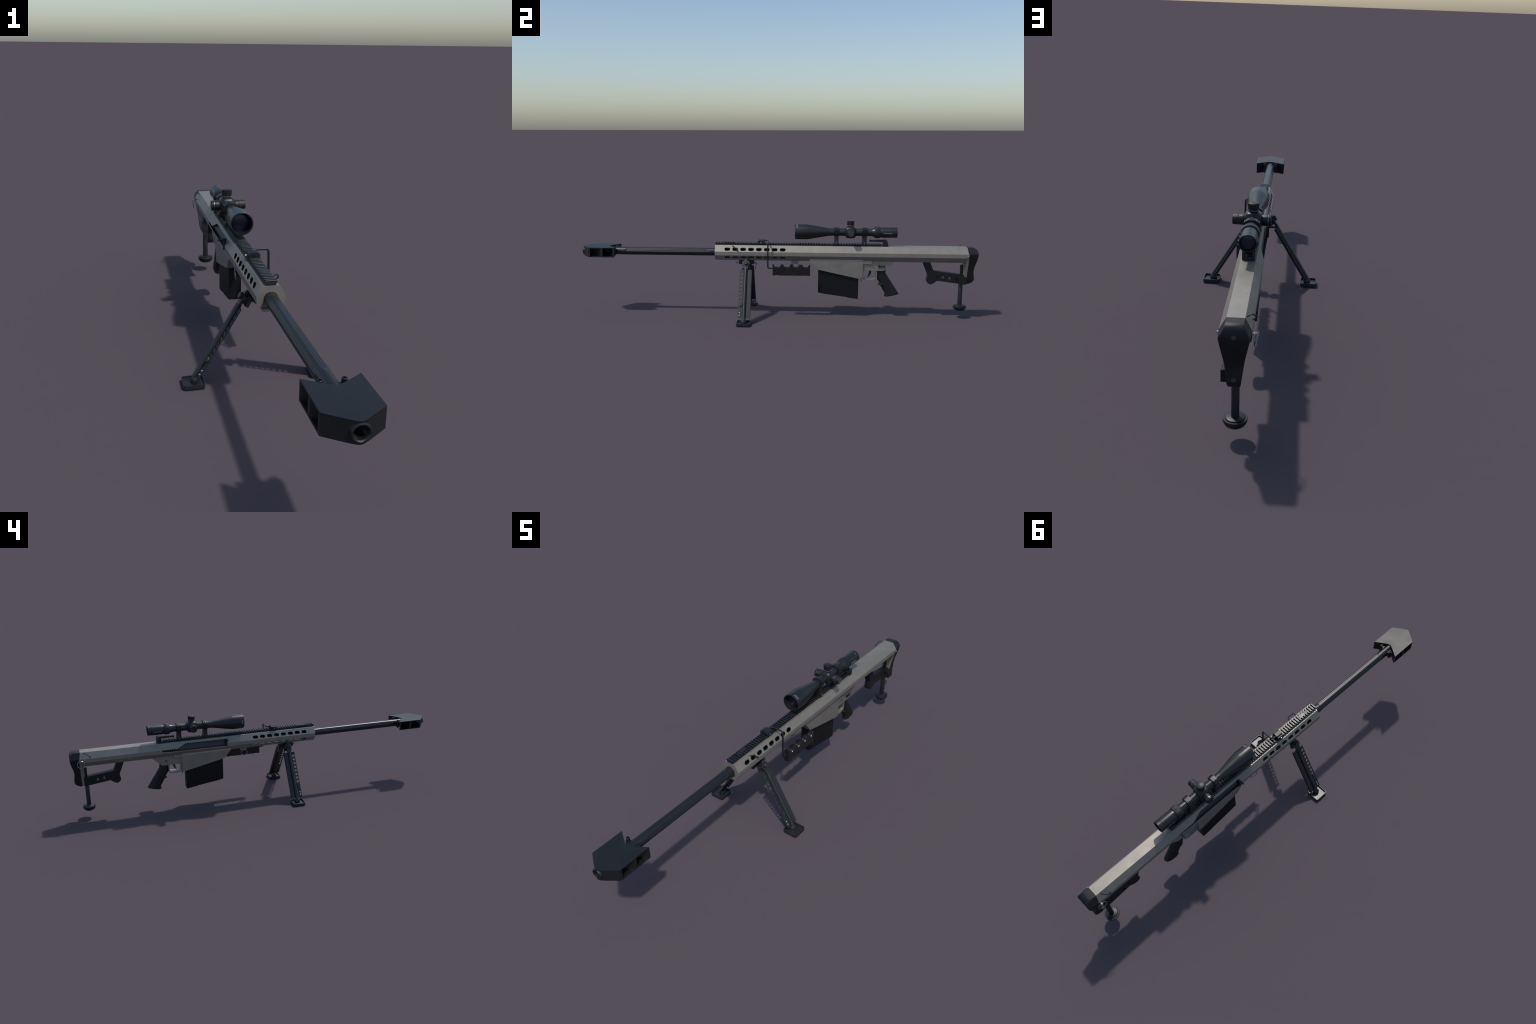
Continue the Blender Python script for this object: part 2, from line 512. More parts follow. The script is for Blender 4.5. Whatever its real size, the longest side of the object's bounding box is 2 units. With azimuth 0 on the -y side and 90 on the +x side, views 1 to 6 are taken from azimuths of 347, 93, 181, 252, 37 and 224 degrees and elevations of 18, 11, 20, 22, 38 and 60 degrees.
housing = finish("trigger_housing", bm, M_TAN, lower, bevel=0.0012)
# trigger guard: rear flange of the well, bowed strip, rear post
gd = catmull([(0.4345, 0.1965), (0.4440, 0.1935), (0.4560, 0.1910), (0.4700, 0.1900), (0.4840, 0.1910), (0.4960, 0.1945), (0.5055, 0.2000)], 5)
gi = catmull([(0.4345, 0.2030), (0.4440, 0.2005), (0.4560, 0.1985), (0.4700, 0.1977), (0.4830, 0.1985), (0.4930, 0.2010), (0.4985, 0.2055)], 5)
GW = 0.0200
bm = loft([[(-GW, *p), (GW, *p), (GW, *q), (-GW, *q)] for p, q in zip(gd, gi)])
box(-GW, GW, 0.4985, 0.5055, 0.2005, 0.2440, bm)
box(-GW, GW, 0.4310, 0.4368, 0.1975, 0.2440, bm)
finish("trigger_guard", bm, M_TAN, lower, bevel=0.0008)
tf = catmull([(0.4655, 0.2440), (0.4660, 0.2330), (0.4650, 0.2230), (0.4620, 0.2120), (0.4570, 0.2030)], 5)
tr = catmull([(0.4780, 0.2440), (0.4775, 0.2330), (0.4755, 0.2230), (0.4690, 0.2120), (0.4580, 0.2022)], 5)
bm = loft([[(-0.0040, *p), (0.0040, *p), (0.0040, *q), (-0.0040, *q)] for p, q in zip(tf, tr)])
finish("trigger", bm, M_STEELB, lower, bevel=0.0008)
bm = prism([(0.4185, 0.2010), (0.4235, 0.2010), (0.4320, 0.1765), (0.4300, 0.1755)], -0.0060, 0.0060)
finish("magazine_catch", bm, M_GREY, lower, bevel=0.0006)
# safety lever (+x) and its slotted screw end (-x)
bm = cyl((0.0225, 0.5140, 0.2650), (0.0275, 0.5140, 0.2650), 0.0060, 24)
prism(capsule(0.5290, 0.2648, 0.0300, 0.0062), 0.0250, 0.0285, 'X', bm)
finish("safety_lever", bm, M_STEELB, lower, bevel=0.0006)
bm = cyl((-0.0225, 0.5164, 0.2652), (-0.0252, 0.5164, 0.2652), 0.0058, 24)
slot = cutter(box(-0.030, -0.0243, 0.510, 0.523, 0.2644, 0.2660))
finish("safety_screw", bm, M_GREY, lower, cuts=[slot])
for s in (1, -1):
    for y, z, r in ((0.4885, 0.2553, 0.0019), (0.5130, 0.2520, 0.0022), (0.5475, 0.2795, 0.0018), (0.4268, 0.2065, 0.0018)):
        w = 0.0312 if y < 0.43 else 0.0232
        finish("pin", cyl((s * (w - .002), y, z), (s * (w + 0.0006), y, z), r, 14), M_STEELB, lower)
lettering("engraving", "BARRETT", 0.026, lambda u, v, w: (0.0312 + w, 0.2990 + u, 0.2655 + v), lower, M_TAN, 0.0006, fit=0.078)

# ---- magazine ---------------------------------------------------------------
def mag_bottom(y):
    return -0.0015 + interp([(0.2096, 0.1264), (0.2330, 0.1212), (0.2400, 0.1192), (0.2590, 0.1172), (0.3500, 0.1050), (0.3640, 0.1010), (0.3790, 0.0990), (0.4125, 0.0950)], y)
MY = [0.2098, 0.2330, 0.2400, 0.2590, 0.3500, 0.3640, 0.3790, 0.4123]
bm = prism([(0.2098, 0.2600), *[(y, mag_bottom(y)) for y in MY], (0.4123, 0.2600)], -0.0218, 0.0218)
prism([(0.2600, 0.2600), *[(y, mag_bottom(y) + .0008) for y in (0.2600, 0.3500, 0.3640, 0.3790, 0.4105)], (0.4105, 0.2600)], -0.0226, 0.0226, 'X', bm)
prism([(0.2130, 0.2600), (0.2130, 0.1300), (0.2480, 0.1230), (0.2480, 0.2600)], -0.0226, 0.0226, 'X', bm)
magazine = finish("magazine", bm, M_MAG, root, bevel=0.0010)

# ---- pistol grip ------------------------------------------------------------
GRIP = [((0.5045, 0.2450), (0.5492, 0.2450), 0.0155),
        ((0.5045, 0.2280), (0.5498, 0.2265), 0.0165),
        ((0.5045, 0.2060), (0.5615, 0.2085), 0.0170),
        ((0.5065, 0.1960), (0.5680, 0.1985), 0.0173),
        ((0.5125, 0.1870), (0.5737, 0.1900), 0.0175),
        ((0.5178, 0.1785), (0.5797, 0.1810), 0.0175),
        ((0.5192, 0.1745), (0.5830, 0.1755), 0.0175),
        ((0.5125, 0.1710), (0.5850, 0.1727), 0.0175),
        ((0.5125, 0.1655), (0.5885, 0.1675), 0.0175),
        ((0.5235, 0.1630), (0.5910, 0.1640), 0.0175),
        ((0.5290, 0.1550), (0.5960, 0.1560), 0.0175),
        ((0.5385, 0.1380), (0.6070, 0.1395), 0.0178),
        ((0.5485, 0.1225), (0.6150, 0.1275), 0.0180),
        ((0.5455, 0.1125), (0.6185, 0.1225), 0.0183),
        ((0.5450, 0.1075), (0.6183, 0.1205), 0.0183),
        ((0.5500, 0.1052), (0.6130, 0.1180), 0.0165)]
rings = []
for F, R, w in GRIP:
    c, h = (Vector(F) + Vector(R)) / 2, (Vector(R) - Vector(F)) / 2
    ring = []
    for i in range(32):
        a = 2 * pi * i / 32
        e = 2 / 2.6
        u = math.copysign(abs(cos(a)) ** e, cos(a))
        v = math.copysign(abs(sin(a)) ** e, sin(a))
        p = c + h * u
        ring.append((w * v, p.x, p.y))
    rings.append(ring)
grip = finish("pistol_grip", loft(rings), M_POLY, root, angle=50)

# ---- stock: back plate, pad, hand strut --------------------------------------
def butt_w(z):
    return interp([(0.1790, 0.0150), (0.1850, 0.0160), (0.2500, 0.0250), (0.3140, 0.0385), (0.3290, 0.0413), (0.3335, 0.0413), (0.3640, 0.0235)], z)
back_y = lambda z: interp([(0.1790, 0.9505), (0.3330, 0.9555), (0.3640, 0.9475)], z)
REAR = catmull([(0.1795, 0.9620), (0.1850, 0.9740), (0.1930, 0.9830), (0.2040, 0.9872), (0.2250, 0.9840), (0.2470, 0.9820), (0.2700, 0.9855),
                (0.3000, 0.9945), (0.3200, 0.9982), (0.3310, 0.9993), (0.3450, 0.9970), (0.3550, 0.9910), (0.3620, 0.9820), (0.3640, 0.9720)], 5)
rear_y = lambda z: interp(REAR, z)
ZS = sorted(set([0.1795, 0.1830, 0.1850, 0.1890, 0.1930, 0.2000, 0.2080, 0.2200, 0.2350, 0.2500, 0.2650, 0.2800, 0.2950, 0.3100, 0.3220,
                 0.3290, 0.3335, 0.3400, 0.3460, 0.3520, 0.3570, 0.3605, 0.3625, 0.3638]))
rings = []
for z in ZS:
    w, y0, y1 = butt_w(z), back_y(z), rear_y(z)
    wr = w * interp([(0.20, 0.97), (0.30, 0.92), (0.364, 0.93)], z)
    rings.append([(w, y0, z), (wr + .0008, y1 - .003, z), (wr - .0015, y1, z), (-wr + .0015, y1, z), (-wr - .0008, y1 - .003, z), (-w, y0, z)])
pad = finish("butt_pad", loft(rings), M_POLY, root, angle=28)
for z in (0.3345, 0.2110):
    y = rear_y(z)
    finish("pad_screw", lathe([(0, 0.0062), (0.006, 0.0062), (0.0068, 0.0055)], (0, y - 0.006, z), (0, 1, 0), 24), M_GREY, pad)
rings = []
for z in [0.1800, 0.2000, 0.2500, 0.3140, 0.3290, 0.3325]:
    w = butt_w(z) - 0.0004
    rings.append([(w, back_y(z) - 0.0125, z), (w, back_y(z) - 0.0004, z), (-w, back_y(z) - 0.0004, z), (-w, back_y(z) - 0.0125, z)])
bm = loft(rings)
box(-0.0110, 0.0110, 0.9330, 0.9420, 0.2150, 0.2900, bm)
plate_o = finish("butt_plate", bm, M_TAN, root, bevel=0.0008)
STRUT = [(0.7308, 0.2890), (0.7668, 0.2890), (0.7700, 0.2835), (0.7860, 0.2435), (0.9400, 0.2240), (0.9420, 0.1790), (0.9130, 0.1790), (0.8070, 0.1925)]
STRUT += catmull([(0.8070, 0.1925), (0.7960, 0.1840), (0.7850, 0.1768), (0.7740, 0.1735), (0.7640, 0.1770), (0.7560, 0.1850), (0.7540, 0.1950), (0.7560, 0.2080), (0.7585, 0.2210)], 4)[1:]
bm = prism(STRUT, -0.0134, 0.0134)
cuts = []
for y, z in ((0.8365, 0.2090), (0.8695, 0.2050)):
    cuts.append(cutter(cyl((-0.03, y, z), (0.03, y, z), 0.0066, 24)))
for y, z in ((0.8055, 0.2132), (0.9020, 0.2010)):
    for s in (1, -1):
        cuts.append(cutter(cyl((s * 0.0100, y, z), (s * 0.03, y, z), 0.0055, 20)))
strut = finish("rear_hand_grip", bm, M_POLY, root, bevel=0.0012, cuts=cuts)
bm = prism(round_rect(0.0192, 0.0185, 0.004, cx=0.9282, cy=0.1985), 0.0128, 0.0372)
clampo = finish("monopod_lock", bm, M_POLY, strut, bevel=0.0012)
# quick-release pin with ring through the receiver tail
PIN_Y, PIN_Z = 0.9475, 0.3225
bm = cyl((-0.0530, PIN_Y, PIN_Z), (0.0455, PIN_Y, PIN_Z), 0.0042, 20)
lathe([(0, 0.0042), (0.0014, 0.0036), (0.0022, 0.0015)], (0.0453, PIN_Y, PIN_Z), (1, 0, 0), 20, bm)
pin = finish("takedown_pin", bm, M_STEEL, receiver, bevel=0.0005)
bm = wire(ring_pts((-0.0490, PIN_Y - 0.001, 0.3075), 0.0182, (0.05, 1, 0), (0.06, 0, 1), 36), 0.0018, 8, closed=True)
finish("pull_ring", bm, M_STEEL, receiver)

# ---- monopod ----------------------------------------------------------------
MY0 = 0.9265
bm = lathe([(0.060, 0.0108), (0.1700, 0.0108), (0.1745, 0.0085), (0.1760, 0.0068), (0.2735, 0.0068), (0.2742, 0.0060)], (0, MY0, 0), (0, 0, 1), 32)
mono = finish("monopod", bm, M_STEELB, root)
bm = lathe([(0.0370, 0.0060), (0.0379, 0.0140), (0.0405, 0.0213), (0.0458, 0.0280), (0.0530, 0.0318), (0.0590, 0.0331), (0.0632, 0.0329), (0.0640, 0.0321),
            (0.0640, 0.0268), (0.0628, 0.0262), (0.0670, 0.0256), (0.0676, 0.0245)], (0, MY0, 0), (0, 0, 1), 48)
finish("monopod_foot", bm, M_STEELB, mono, angle=30)

# ---- carry handle -----------------------------------------------------------
bm = prism([(-0.0193, 0.3700), (0.0193, 0.3700), (0.0193, 0.3880), (0.0150, 0.3880), (0.0100, 0.3932), (-0.0100, 0.3932), (-0.0140, 0.3885), (-0.0193, 0.3885)], -0.0965, -0.0650, 'Y')
handle = finish("handle_clamp", bm, M_STEELB, root, bevel=0.0012)
finish("clamp_bolt", lathe([(0, 0.0036), (0.0070, 0.0036), (0.0078, 0.0028)], (-0.0185, -0.0800, 0.3800), (-1, 0, 0), 18), M_STEEL, handle)
finish("clamp_bolt", lathe([(0, 0.0036), (0.0016, 0.0036), (0.0022, 0.0028)], (0.0190, -0.0800, 0.3770), (1, 0, 0), 18), M_STEEL, handle)
finish("clamp_bolt", lathe([(0, 0.0036), (0.0010, 0.0036), (0.0014, 0.0028)], (0, -0.0963, 0.3830), (0, -1, 0), 18), M_STEELB, handle)
HX = 0.0588
pts = rounded([(-0.002, -0.070, 0.3865), (-0.002, -0.0446, 0.3860), (HX - .0015, -0.0440, 0.3858), (HX, -0.0440, 0.2545), (HX, -0.0150, 0.2545)], 0.0110, 7)
finish("handle_rod", wire(pts, 0.0037, 14), M_STEELB, handle)
# scalloped grip: four finger hollows along the top
G0, G1 = -0.0190, 0.1685
GX, GWID = 0.0598, 0.0110
def grip_top(y, t):
    """Steep-sided finger hollows with short flat lands; they deepen towards the outer side (t = 0..1)."""
    pitch = (G1 - G0) / 4
    d = abs(((y - G0) % pitch) - pitch / 2) / (0.0162 + 0.0014 * t)
    depth = 0.0138 + 0.0050 * t
    return 0.2757 - (depth * (1 - d ** 2.1) ** 1.15 if d < 1 else 0.0)
rings = []
COLS = 8
for i in range(161):
    y = G0 + (G1 - G0) * i / 160
    zb = 0.2205 + 0.0014 * max(0.0, 1 - ((y - G0 - 0.022) / 0.010) ** 2) + 0.0014 * max(0.0, 1 - ((G1 - 0.026 - y) / 0.010) ** 2)
    ring = [(GX - GWID, y, zb + .001), (GX - GWID + .001, y, zb), (GX + GWID - .001, y, zb), (GX + GWID, y, zb + .001)]
    for c in range(COLS + 1):
        t = 1 - c / COLS
        edge = 0.0012 if c in (0, COLS) else 0.0
        ring.append((GX - GWID + 2 * GWID * t, y, grip_top(y, t) - edge))
    rings.append(ring)
finish("handle_grip", loft(rings), M_GLOSS, handle, angle=28)

# ---- front pivot lug with ring ----------------------------------------------
bm = prism([(0.0700, 0.2890), (0.1130, 0.2890), (0.1085, 0.2760), (0.1040, 0.2700), (0.0780, 0.2700), (0.0735, 0.2760)], -0.0125, 0.0125)
lug = finish("pivot_lug", bm, M_TAN, receiver, bevel=0.0010)
finish("pivot_pin", cyl((-0.0245, 0.0910, 0.2780), (0.0165, 0.0910, 0.2780), 0.0036, 18), M_STEEL, receiver, bevel=0.0005)
bm = wire(ring_pts((-0.0225, 0.0905, 0.2620), 0.0172, (0.10, 1, 0), (-0.10, 0, 1), 36), 0.0018, 8, closed=True)
finish("pull_ring", bm, M_STEEL, receiver)

# ---- bipod ------------------------------------------------------------------
BY = -0.1545
bm = box(-0.0185, 0.0185, -0.1930, -0.1670, 0.2655, 0.2885)
box(-0.0185, 0.0185, -0.1430, -0.1165, 0.2655, 0.2885, bm)
box(-0.0150, 0.0150, -0.1680, -0.1420, 0.2740, 0.2885, bm)
mount = finish("bipod_mount", bm, M_STEELB, root, bevel=0.0012)
bm = cyl((0, -0.2100, 0.2705), (0, -0.1050, 0.2705), 0.0040, 20)
finish("hinge_pin", bm, M_STEEL, mount, bevel=0.0006)
finish("pull_ring", wire(ring_pts((0, -0.1075, 0.2535), 0.0172, (1, 0.12, 0), (0, 0.18, 1), 32), 0.0013, 8, closed=True), M_STEEL, mount)
bm = cyl((0, -0.1665, 0.2705), (0, -0.1435, 0.2705), 0.0110, 24)
prism([(-0.034, 0.2600), (0.034, 0.2600), (0.026, 0.2810), (-0.026, 0.2810)], -0.1640, -0.1460, 'Y', bm)
finish("bipod_yoke", bm, M_STEELB, mount, bevel=0.0012)

LD = Vector((0.5185, 0, -0.8550)).normalized()      # down the +x leg
LN = Vector((0.8550, 0, 0.5185)).normalized()       # outward normal
LT = Vector((0.0590, 0, 0.2447))                    # flange top, mid-plane
LLEN = 0.2510
def leg_point(s, along, y, out):
    p = LT + LD * along + LN * out
    return (s * p.x, BY + y, p.z)
def leg_prism(s, outline, o0, o1, bm=None):
    """outline in (along, y)."""
    return loft([[leg_point(s, a, y, o) for a, y in outline] for o in (o0, o1)], bm)
def rod(s, a0, a1, y, out, r, n=24, bm=None):
    return cyl(leg_point(s, a0, y, out), leg_point(s, a1, y, out), r, n, bm)
HOLES = [0.0215 + 0.0203 * i for i in range(8)]
for s in (1, -1):
    # flanges either side of the tube; the front one is drilled
    bm = leg_prism(s, [(0, 0.0100), (LLEN, 0.0100), (LLEN, 0.0318), (0, 0.0318)], -0.0022, 0.0012)
    leg_prism(s, [(0.001, -0.0120), (LLEN - .001, -0.0120), (LLEN - .001, 0.0120), (0.001, 0.0120)], -0.0072, -0.0040, bm)
    leg_prism(s, [(0, 0.0290), (LLEN, 0.0290), (LLEN, 0.0318), (0, 0.0318)], -0.0085, 0.0012, bm)
    leg = finish("bipod_leg", bm, M_BIPOD, root, bevel=0.0006)
    bm = leg_prism(s, [(0, -0.0300), (LLEN, -0.0300), (LLEN, -0.0085), (0, -0.0085)], -0.0022, 0.0012)
    cb = bmesh.new()
    for a in HOLES:
        cyl(leg_point(s, a, -0.0205, -0.02), leg_point(s, a, -0.0205, 0.02), 0.0066, 20, cb)
    finish("drilled_flange", bm, M_BIPOD, leg, bevel=0.0006, cuts=[cutter(cb)])
    # sliding tube with shoulder at the eye and collar near the foot
    finish("leg_tube", rod(s, -0.006, LLEN + 0.012, 0.0, 0.0020, 0.0086), M_BIPOD, leg)
    finish("leg_tube_inner", rod(s, LLEN + 0.004, LLEN + 0.022, 0.0, 0.0020, 0.0066), M_GREY, leg)
    # latch plate, spring hook and two rivets at the foot of the drilled flange
    a0 = HOLES[-1] + 0.0205
    latch = [(a0 + 0.0100 * cos(2 * pi * i / 24), -0.0200 + 0.0100 * sin(2 * pi * i / 24)) for i in range(24)]
    finish("latch_button", leg_prism(s, latch, 0.0010, 0.0062), M_BIPOD, leg, bevel=0.0010)
    lp = [(a0 + .008, -0.0225), (a0 + 0.0600, -0.0225), (a0 + 0.0600, -0.0165), (a0 + .008, -0.0165)]
    finish("latch_spring", leg_prism(s, lp, 0.0010, 0.0022), M_BIPOD, leg, bevel=0.0004)
    for a in (LLEN - 0.0265, LLEN - 0.0130):
        o = Vector(leg_point(s, a, -0.0205, 0.0012))
        nrm = Vector((s * LN.x, 0, LN.z))
        finish("rivet", lathe([(0, 0.0042), (0.0014, 0.0038), (0.0026, 0.0026), (0.0032, 0.0010)], o, nrm, 16), M_STEEL, leg)
    # eye at the top of the leg, pivot bolt through it
    eye = [(-0.0330 + 0.0165 * cos(2 * pi * i / 32), 0.0188 * sin(2 * pi * i / 32)) for i in range(32)]
    bm = leg_prism(s, eye, -0.0020, 0.0095)
    leg_prism(s, [(-0.0560, -0.0060), (-0.0440, -0.0080), (-0.0440, 0.0080), (-0.0560, 0.0060)], -0.0040, 0.0070, bm)
    leg_prism(s, [(-0.0250, -0.0140), (0.0000, -0.0100), (0.0000, 0.0100), (-0.0250, 0.0140)], -0.0015, 0.0085, bm)
    finish("leg_eye", bm, M_BIPOD, leg, bevel=0.0016)
    # ratchet washer behind the eye, toothed outline
    tooth_o = []
    for i in range(48):
        rr = 0.0200 if (i // 3) % 2 == 0 else 0.0180
        tooth_o.append((-0.0330 + rr * cos(2 * pi * i / 48), rr * 1.02 * sin(2 * pi * i / 48)))
    bm = leg_prism(s, tooth_o, -0.0110, -0.0025)
    leg_prism(s, [(-0.0480, -0.0175), (-0.0150, -0.0225), (-0.0120, -0.0150), (-0.0120, 0.0150), (-0.0150, 0.0225), (-0.0480, 0.0175)], -0.0200, -0.0095, bm)
    finish("ratchet_washer", bm, M_BIPOD, leg, bevel=0.0006)
    o = Vector(leg_point(s, -0.0330, 0, 0.0090))
    finish("pivot_bolt", lathe([(0, 0.0104), (0.0085, 0.0104), (0.0100, 0.0090)], o, (s * LN.x, 0, LN.z), 24), M_BIPOD, leg)
    # foot: shallow square tray with a socket
    cx = s * 0.2004
    bm = prism(round_rect(0.0334, 0.0338, 0.0085, cx=cx, cy=-0.1548), 0.0, 0.0142, 'Z')
    tray = cutter(prism(round_rect(0.0304, 0.0308, 0.0065, cx=cx, cy=-0.1548), 0.0060, 0.03, 'Z'))
    foot = finish("bipod_foot", bm, M_BIPOD, leg, bevel=0.0010, cuts=[tray])
    bm = lathe([(0.0060, 0.0140), (0.0190, 0.0132), (0.0225, 0.0118), (0.0260, 0.0090)], (s * 0.1940, BY, 0), (0, 0, 1), 28)
    finish("foot_socket", bm, M_BIPOD, leg)

# ---- telescopic sight -------------------------------------------------------
so = (0, 0, SCOPE_Z)
YA = (0, 1, 0)
prof = [(0.0905, 0.0340), (0.0905, 0.0375), (0.0915, 0.0385), (0.1490, 0.0385), (0.1560, 0.0380), (0.2620, 0.0196), (0.2660, 0.0193), (0.4700, 0.0193), (0.4760, 0.0200),
        (0.4860, 0.0232), (0.4895, 0.0245), (0.5150, 0.0245), (0.5205, 0.0252), (0.5290, 0.0262), (0.5820, 0.0266), (0.5826, 0.0260), (0.5834, 0.0266), (0.5990, 0.0272),
        (0.6000, 0.0266), (0.6000, 0.0240), (0.5930, 0.0235), (0.4500, 0.0150), (0.2700, 0.0150), (0.1300, 0.0335)]
scope = finish("telescopic_sight", hollow_lathe(prof, so, YA, 64), M_SCOPE, root, angle=22)
bm = lathe([(0.1110, 0.0050), (0.1120, 0.0180), (0.1145, 0.0280), (0.1170, 0.0338), (0.1250, 0.0332)], so, YA, 48)
finish("objective_lens", bm, M_LENS, scope)
bm = lathe([(0.5905, 0.0235), (0.5920, 0.0233), (0.5940, 0.0180), (0.5950, 0.0060)], so, YA, 48)
finish("eyepiece_lens", bm, M_LENS, scope)
# power ring with grip ribs
bm = lathe([(0.4885, 0.0255), (0.4900, 0.0280), (0.4930, 0.0291), (0.5105, 0.0291), (0.5135, 0.0284), (0.5140, 0.0262)], so, YA, 144, ribs=36, rib_depth=0.0013, rib_rows=(2, 3))
finish("power_ring", bm, M_KNURL, scope)
# turret saddle: rounded block
TY = 0.3680
rings = []
NU, NV = 40, 24
def sgnpow(v, e):
    return math.copysign(abs(v) ** e, v)
for j in range(1, NV):
    ph = -pi / 2 + pi * j / NV
    rings.append([(0.0300 * sgnpow(cos(ph), .55) * sgnpow(cos(2 * pi * i / NU), .60), TY + 0.0292 * sgnpow(cos(ph), .55) * sgnpow(sin(2 * pi * i / NU), .60),
                   SCOPE_Z + 0.0302 * sgnpow(sin(ph), .65)) for i in range(NU)])
finish("turret_saddle", loft(rings), M_SCOPE, scope, angle=60)
bm = lathe([(0.4600, 0.0160), (0.4640, 0.0160), (0.4645, 0.0172), (0.4710, 0.0174), (0.4730, 0.0178), (0.4880, 0.0182), (0.4900, 0.0178), (0.4908, 0.0166)],
           (0, TY, 0), (0, 0, 1), 120, ribs=30, rib_depth=0.0010, rib_rows=(4, 5))
finish("elevation_turret", bm, M_KNURL, scope)
bm = lathe([(0.0270, 0.0170), (0.0310, 0.0178), (0.0420, 0.0174), (0.0430, 0.0168), (0.0460, 0.0168), (0.0645, 0.0164), (0.0660, 0.0158), (0.0666, 0.0146)],
           (0, TY, SCOPE_Z), (1, 0, 0), 120, ribs=24, rib_depth=0.0008, rib_rows=(4, 5))
finish("windage_turret", bm, M_KNURL, scope)
bm = lathe([(0.0270, 0.0172), (0.0290, 0.0182), (0.0455, 0.0182), (0.0460, 0.0186), (0.0570, 0.0180), (0.0578, 0.0170)], (0, TY, SCOPE_Z), (-1, 0, 0), 96)
finish("parallax_knob", bm, M_KNURL, scope)
bm = hollow_lathe([(0.0476, 0.0180), (0.0476, 0.0191), (0.0490, 0.0191), (0.0490, 0.0180)], (0, TY, SCOPE_Z), (-1, 0, 0), 48)
finish("knob_ring", bm, M_STEEL, scope)
# index marks
bm = bmesh.new()
for i in range(40):
    a = 2 * pi * i / 40
    h = 0.0050 if i % 5 == 0 else 0.0025
    c, sn = cos(a), sin(a)
    ring = [(0.0173, -0.00035), (0.0178, -0.00035), (0.0178, 0.00035), (0.0173, 0.00035)]
    loft([[(r * c - t * sn, TY + r * sn + t * c, z) for r, t in ring] for z in (0.4655, 0.4655 + h)], bm)
finish("index_marks", bm, M_WHITE, scope)["kind"] = "stuff"
bm = bmesh.new()
for i in range(30):
    a = 2 * pi * i / 30
    c, sn = cos(a), sin(a)
    ring = [(0.0165, -0.0003), (0.0172, -0.0003), (0.0172, 0.0003), (0.0165, 0.0003)]
    L = 0.0040 if i % 5 == 0 else 0.0022
    loft([[(x, TY + r * c - t * sn, SCOPE_Z + r * sn + t * c) for r, t in ring] for x in (0.0462, 0.0462 + L)], bm)
for i in range(22):
    a = 2 * pi * i / 44
    c, sn = cos(a), sin(a)
    ring = [(0.0240, -0.0005), (0.0262, -0.0005), (0.0262, 0.0005), (0.0240, 0.0005)]
    if i % 2 == 0:
        loft([[(r * c - t * sn, y, SCOPE_Z + r * sn + t * c) for r, t in ring] for y in (0.4868, 0.4884)], bm)
finish("index_marks", bm, M_FAINT, scope)["kind"] = "stuff"
# mount rings: faceted clamp, post, rail foot with cross bolt
RING = [(-0.0105, 0.4580), (0.0105, 0.4580), (0.0245, 0.4492), (0.0245, 0.4330), (0.0222, 0.4230), (0.0165, 0.4150), (-0.0165, 0.4150), (-0.0222, 0.4230), (-0.0245, 0.4330), (-0.0245, 0.4492)]
for y0, y1 in ((0.2870, 0.3098), (0.4262, 0.4505)):
    bm = prism(RING, y0, y1, 'Y')
    pm = prism([(-0.0160, 0.4180), (0.0160, 0.4180), (0.0165, 0.3900), (0.0200, 0.3840), (0.0200, 0.3690), (-0.0200, 0.3690), (-0.0200, 0.3840), (-0.0165, 0.3900)], y0 + .0008, y1 - .0012, 'Y')
    finish("ring_post", pm, M_RAIL, scope, bevel=0.0010)
    cb = bmesh.new()
    for s in (1, -1):
        for yy in (0.27, 0.73):
            yc = y0 + (y1 - y0) * yy
            cyl((s * 0.0155, yc, 0.4450), (s * 0.0240, yc, 0.4590), 0.0027, 14, cb)
    mnt = finish("scope_ring", bm, M_RAIL, scope, bevel=0.0010, cuts=[cutter(cb)])
    for s in (1, -1):
        finish("ring_bolt", lathe([(0, 0.0046), (0.0030, 0.0046), (0.0042, 0.0034)], (s * 0.0195, (y0 + y1) / 2, 0.3785), (s, 0, 0), 18), M_GREY, scope)

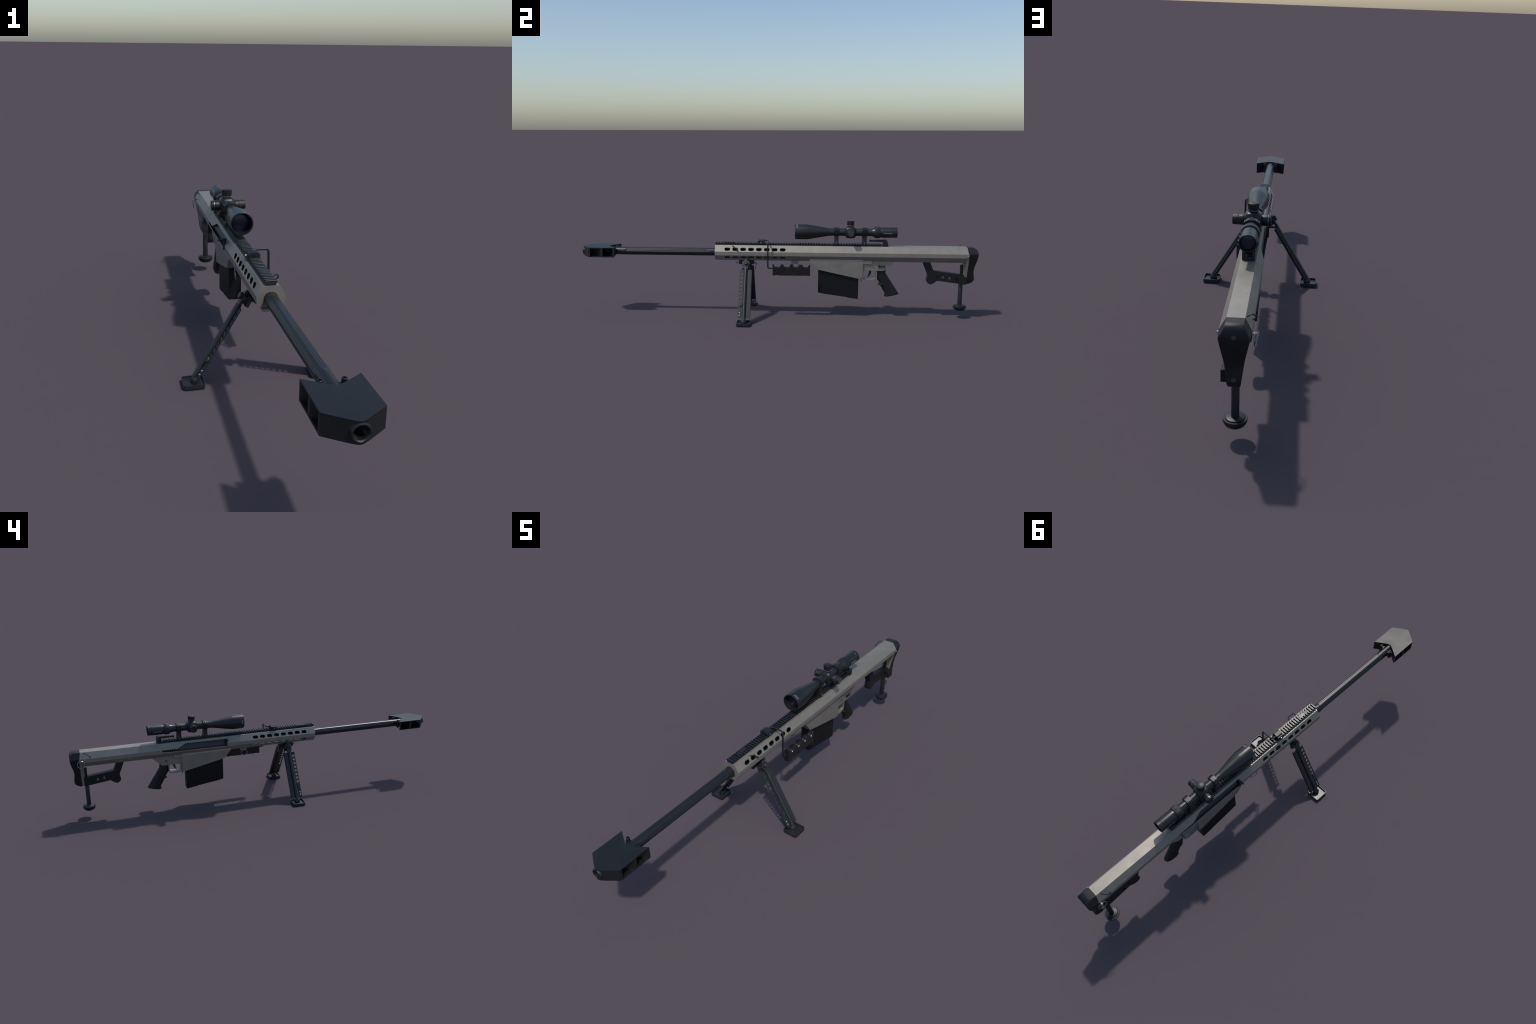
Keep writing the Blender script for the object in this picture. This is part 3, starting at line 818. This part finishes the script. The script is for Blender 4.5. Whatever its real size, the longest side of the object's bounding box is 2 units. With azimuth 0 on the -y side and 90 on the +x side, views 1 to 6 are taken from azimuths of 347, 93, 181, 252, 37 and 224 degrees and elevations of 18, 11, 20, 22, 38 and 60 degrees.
# scope markings: words wrapped round the tube
def on_tube(y_c, ang_c, r, along_y=True, s=1):
    def f(u, v, w):
        if along_y:
            a = ang_c + v / r
            return (s * (r + w) * cos(a), y_c + s * u, SCOPE_Z + (r + w) * sin(a))
        a = ang_c - u / r
        return (s * (r + w) * cos(a), y_c + v, SCOPE_Z + (r + w) * sin(a))
    return f
for s in (1, -1):
    lettering("eyepiece_lettering", "NIGHTFORCE", 0.0068, on_tube(0.5525, radians(-4 if s > 0 else -8), 0.0265, True, s), scope, M_WHITE, 0.0002, fit=0.042)
lettering("objective_lettering", "ATACR", 0.0105, on_tube(0.1000, radians(58), 0.0386, False, 1), scope, M_WHITE, 0.0002, fit=0.024)
lettering("objective_lettering", "F1", 0.0105, on_tube(0.1000, radians(-38), 0.0386, False, 1), scope, M_GREY, 0.0002, fit=0.007)
def minus_side(u, v, w, r=0.0386):
    a = radians(8) + u / r
    return (-(r + w) * cos(a), 0.1000 + v, SCOPE_Z + (r + w) * sin(a))
lettering("objective_lettering", "ATACR", 0.0105, minus_side, scope, M_WHITE, 0.0002, fit=0.024)
# round emblem on the windage knob
bm = hollow_lathe([(0.0662, 0.0118), (0.0662, 0.0128), (0.0669, 0.0128), (0.0669, 0.0118)], (0, TY, SCOPE_Z), (1, 0, 0), 40)
for yy in (-0.0055, 0.0, 0.0055):
    lo, hi = (-0.0080, 0.0080) if yy else (-0.0070, 0.0070)
    prism([(TY + yy - .0011 - .0012, SCOPE_Z + lo), (TY + yy + .0011 - .0012, SCOPE_Z + lo), (TY + yy + .0011 + .0012, SCOPE_Z + hi), (TY + yy - .0011 + .0012, SCOPE_Z + hi)], 0.0662, 0.0669, 'X', bm)
finish("knob_emblem", bm, M_FAINT, scope)

# ------------------------------------------------------------------ origins at part centres
cent = {}
for ob in ALL:
    co = [v.co for v in ob.data.vertices]
    lo = Vector([min(c[i] for c in co) for i in range(3)])
    hi = Vector([max(c[i] for c in co) for i in range(3)])
    cent[ob.name] = (lo + hi) / 2
for ob in ALL:
    c = cent[ob.name]
    ob.data.transform(Matrix.Translation(-c))
    ob.location = c - (cent[ob.parent.name] if ob.parent is not root else Vector((0, 0, 0)))
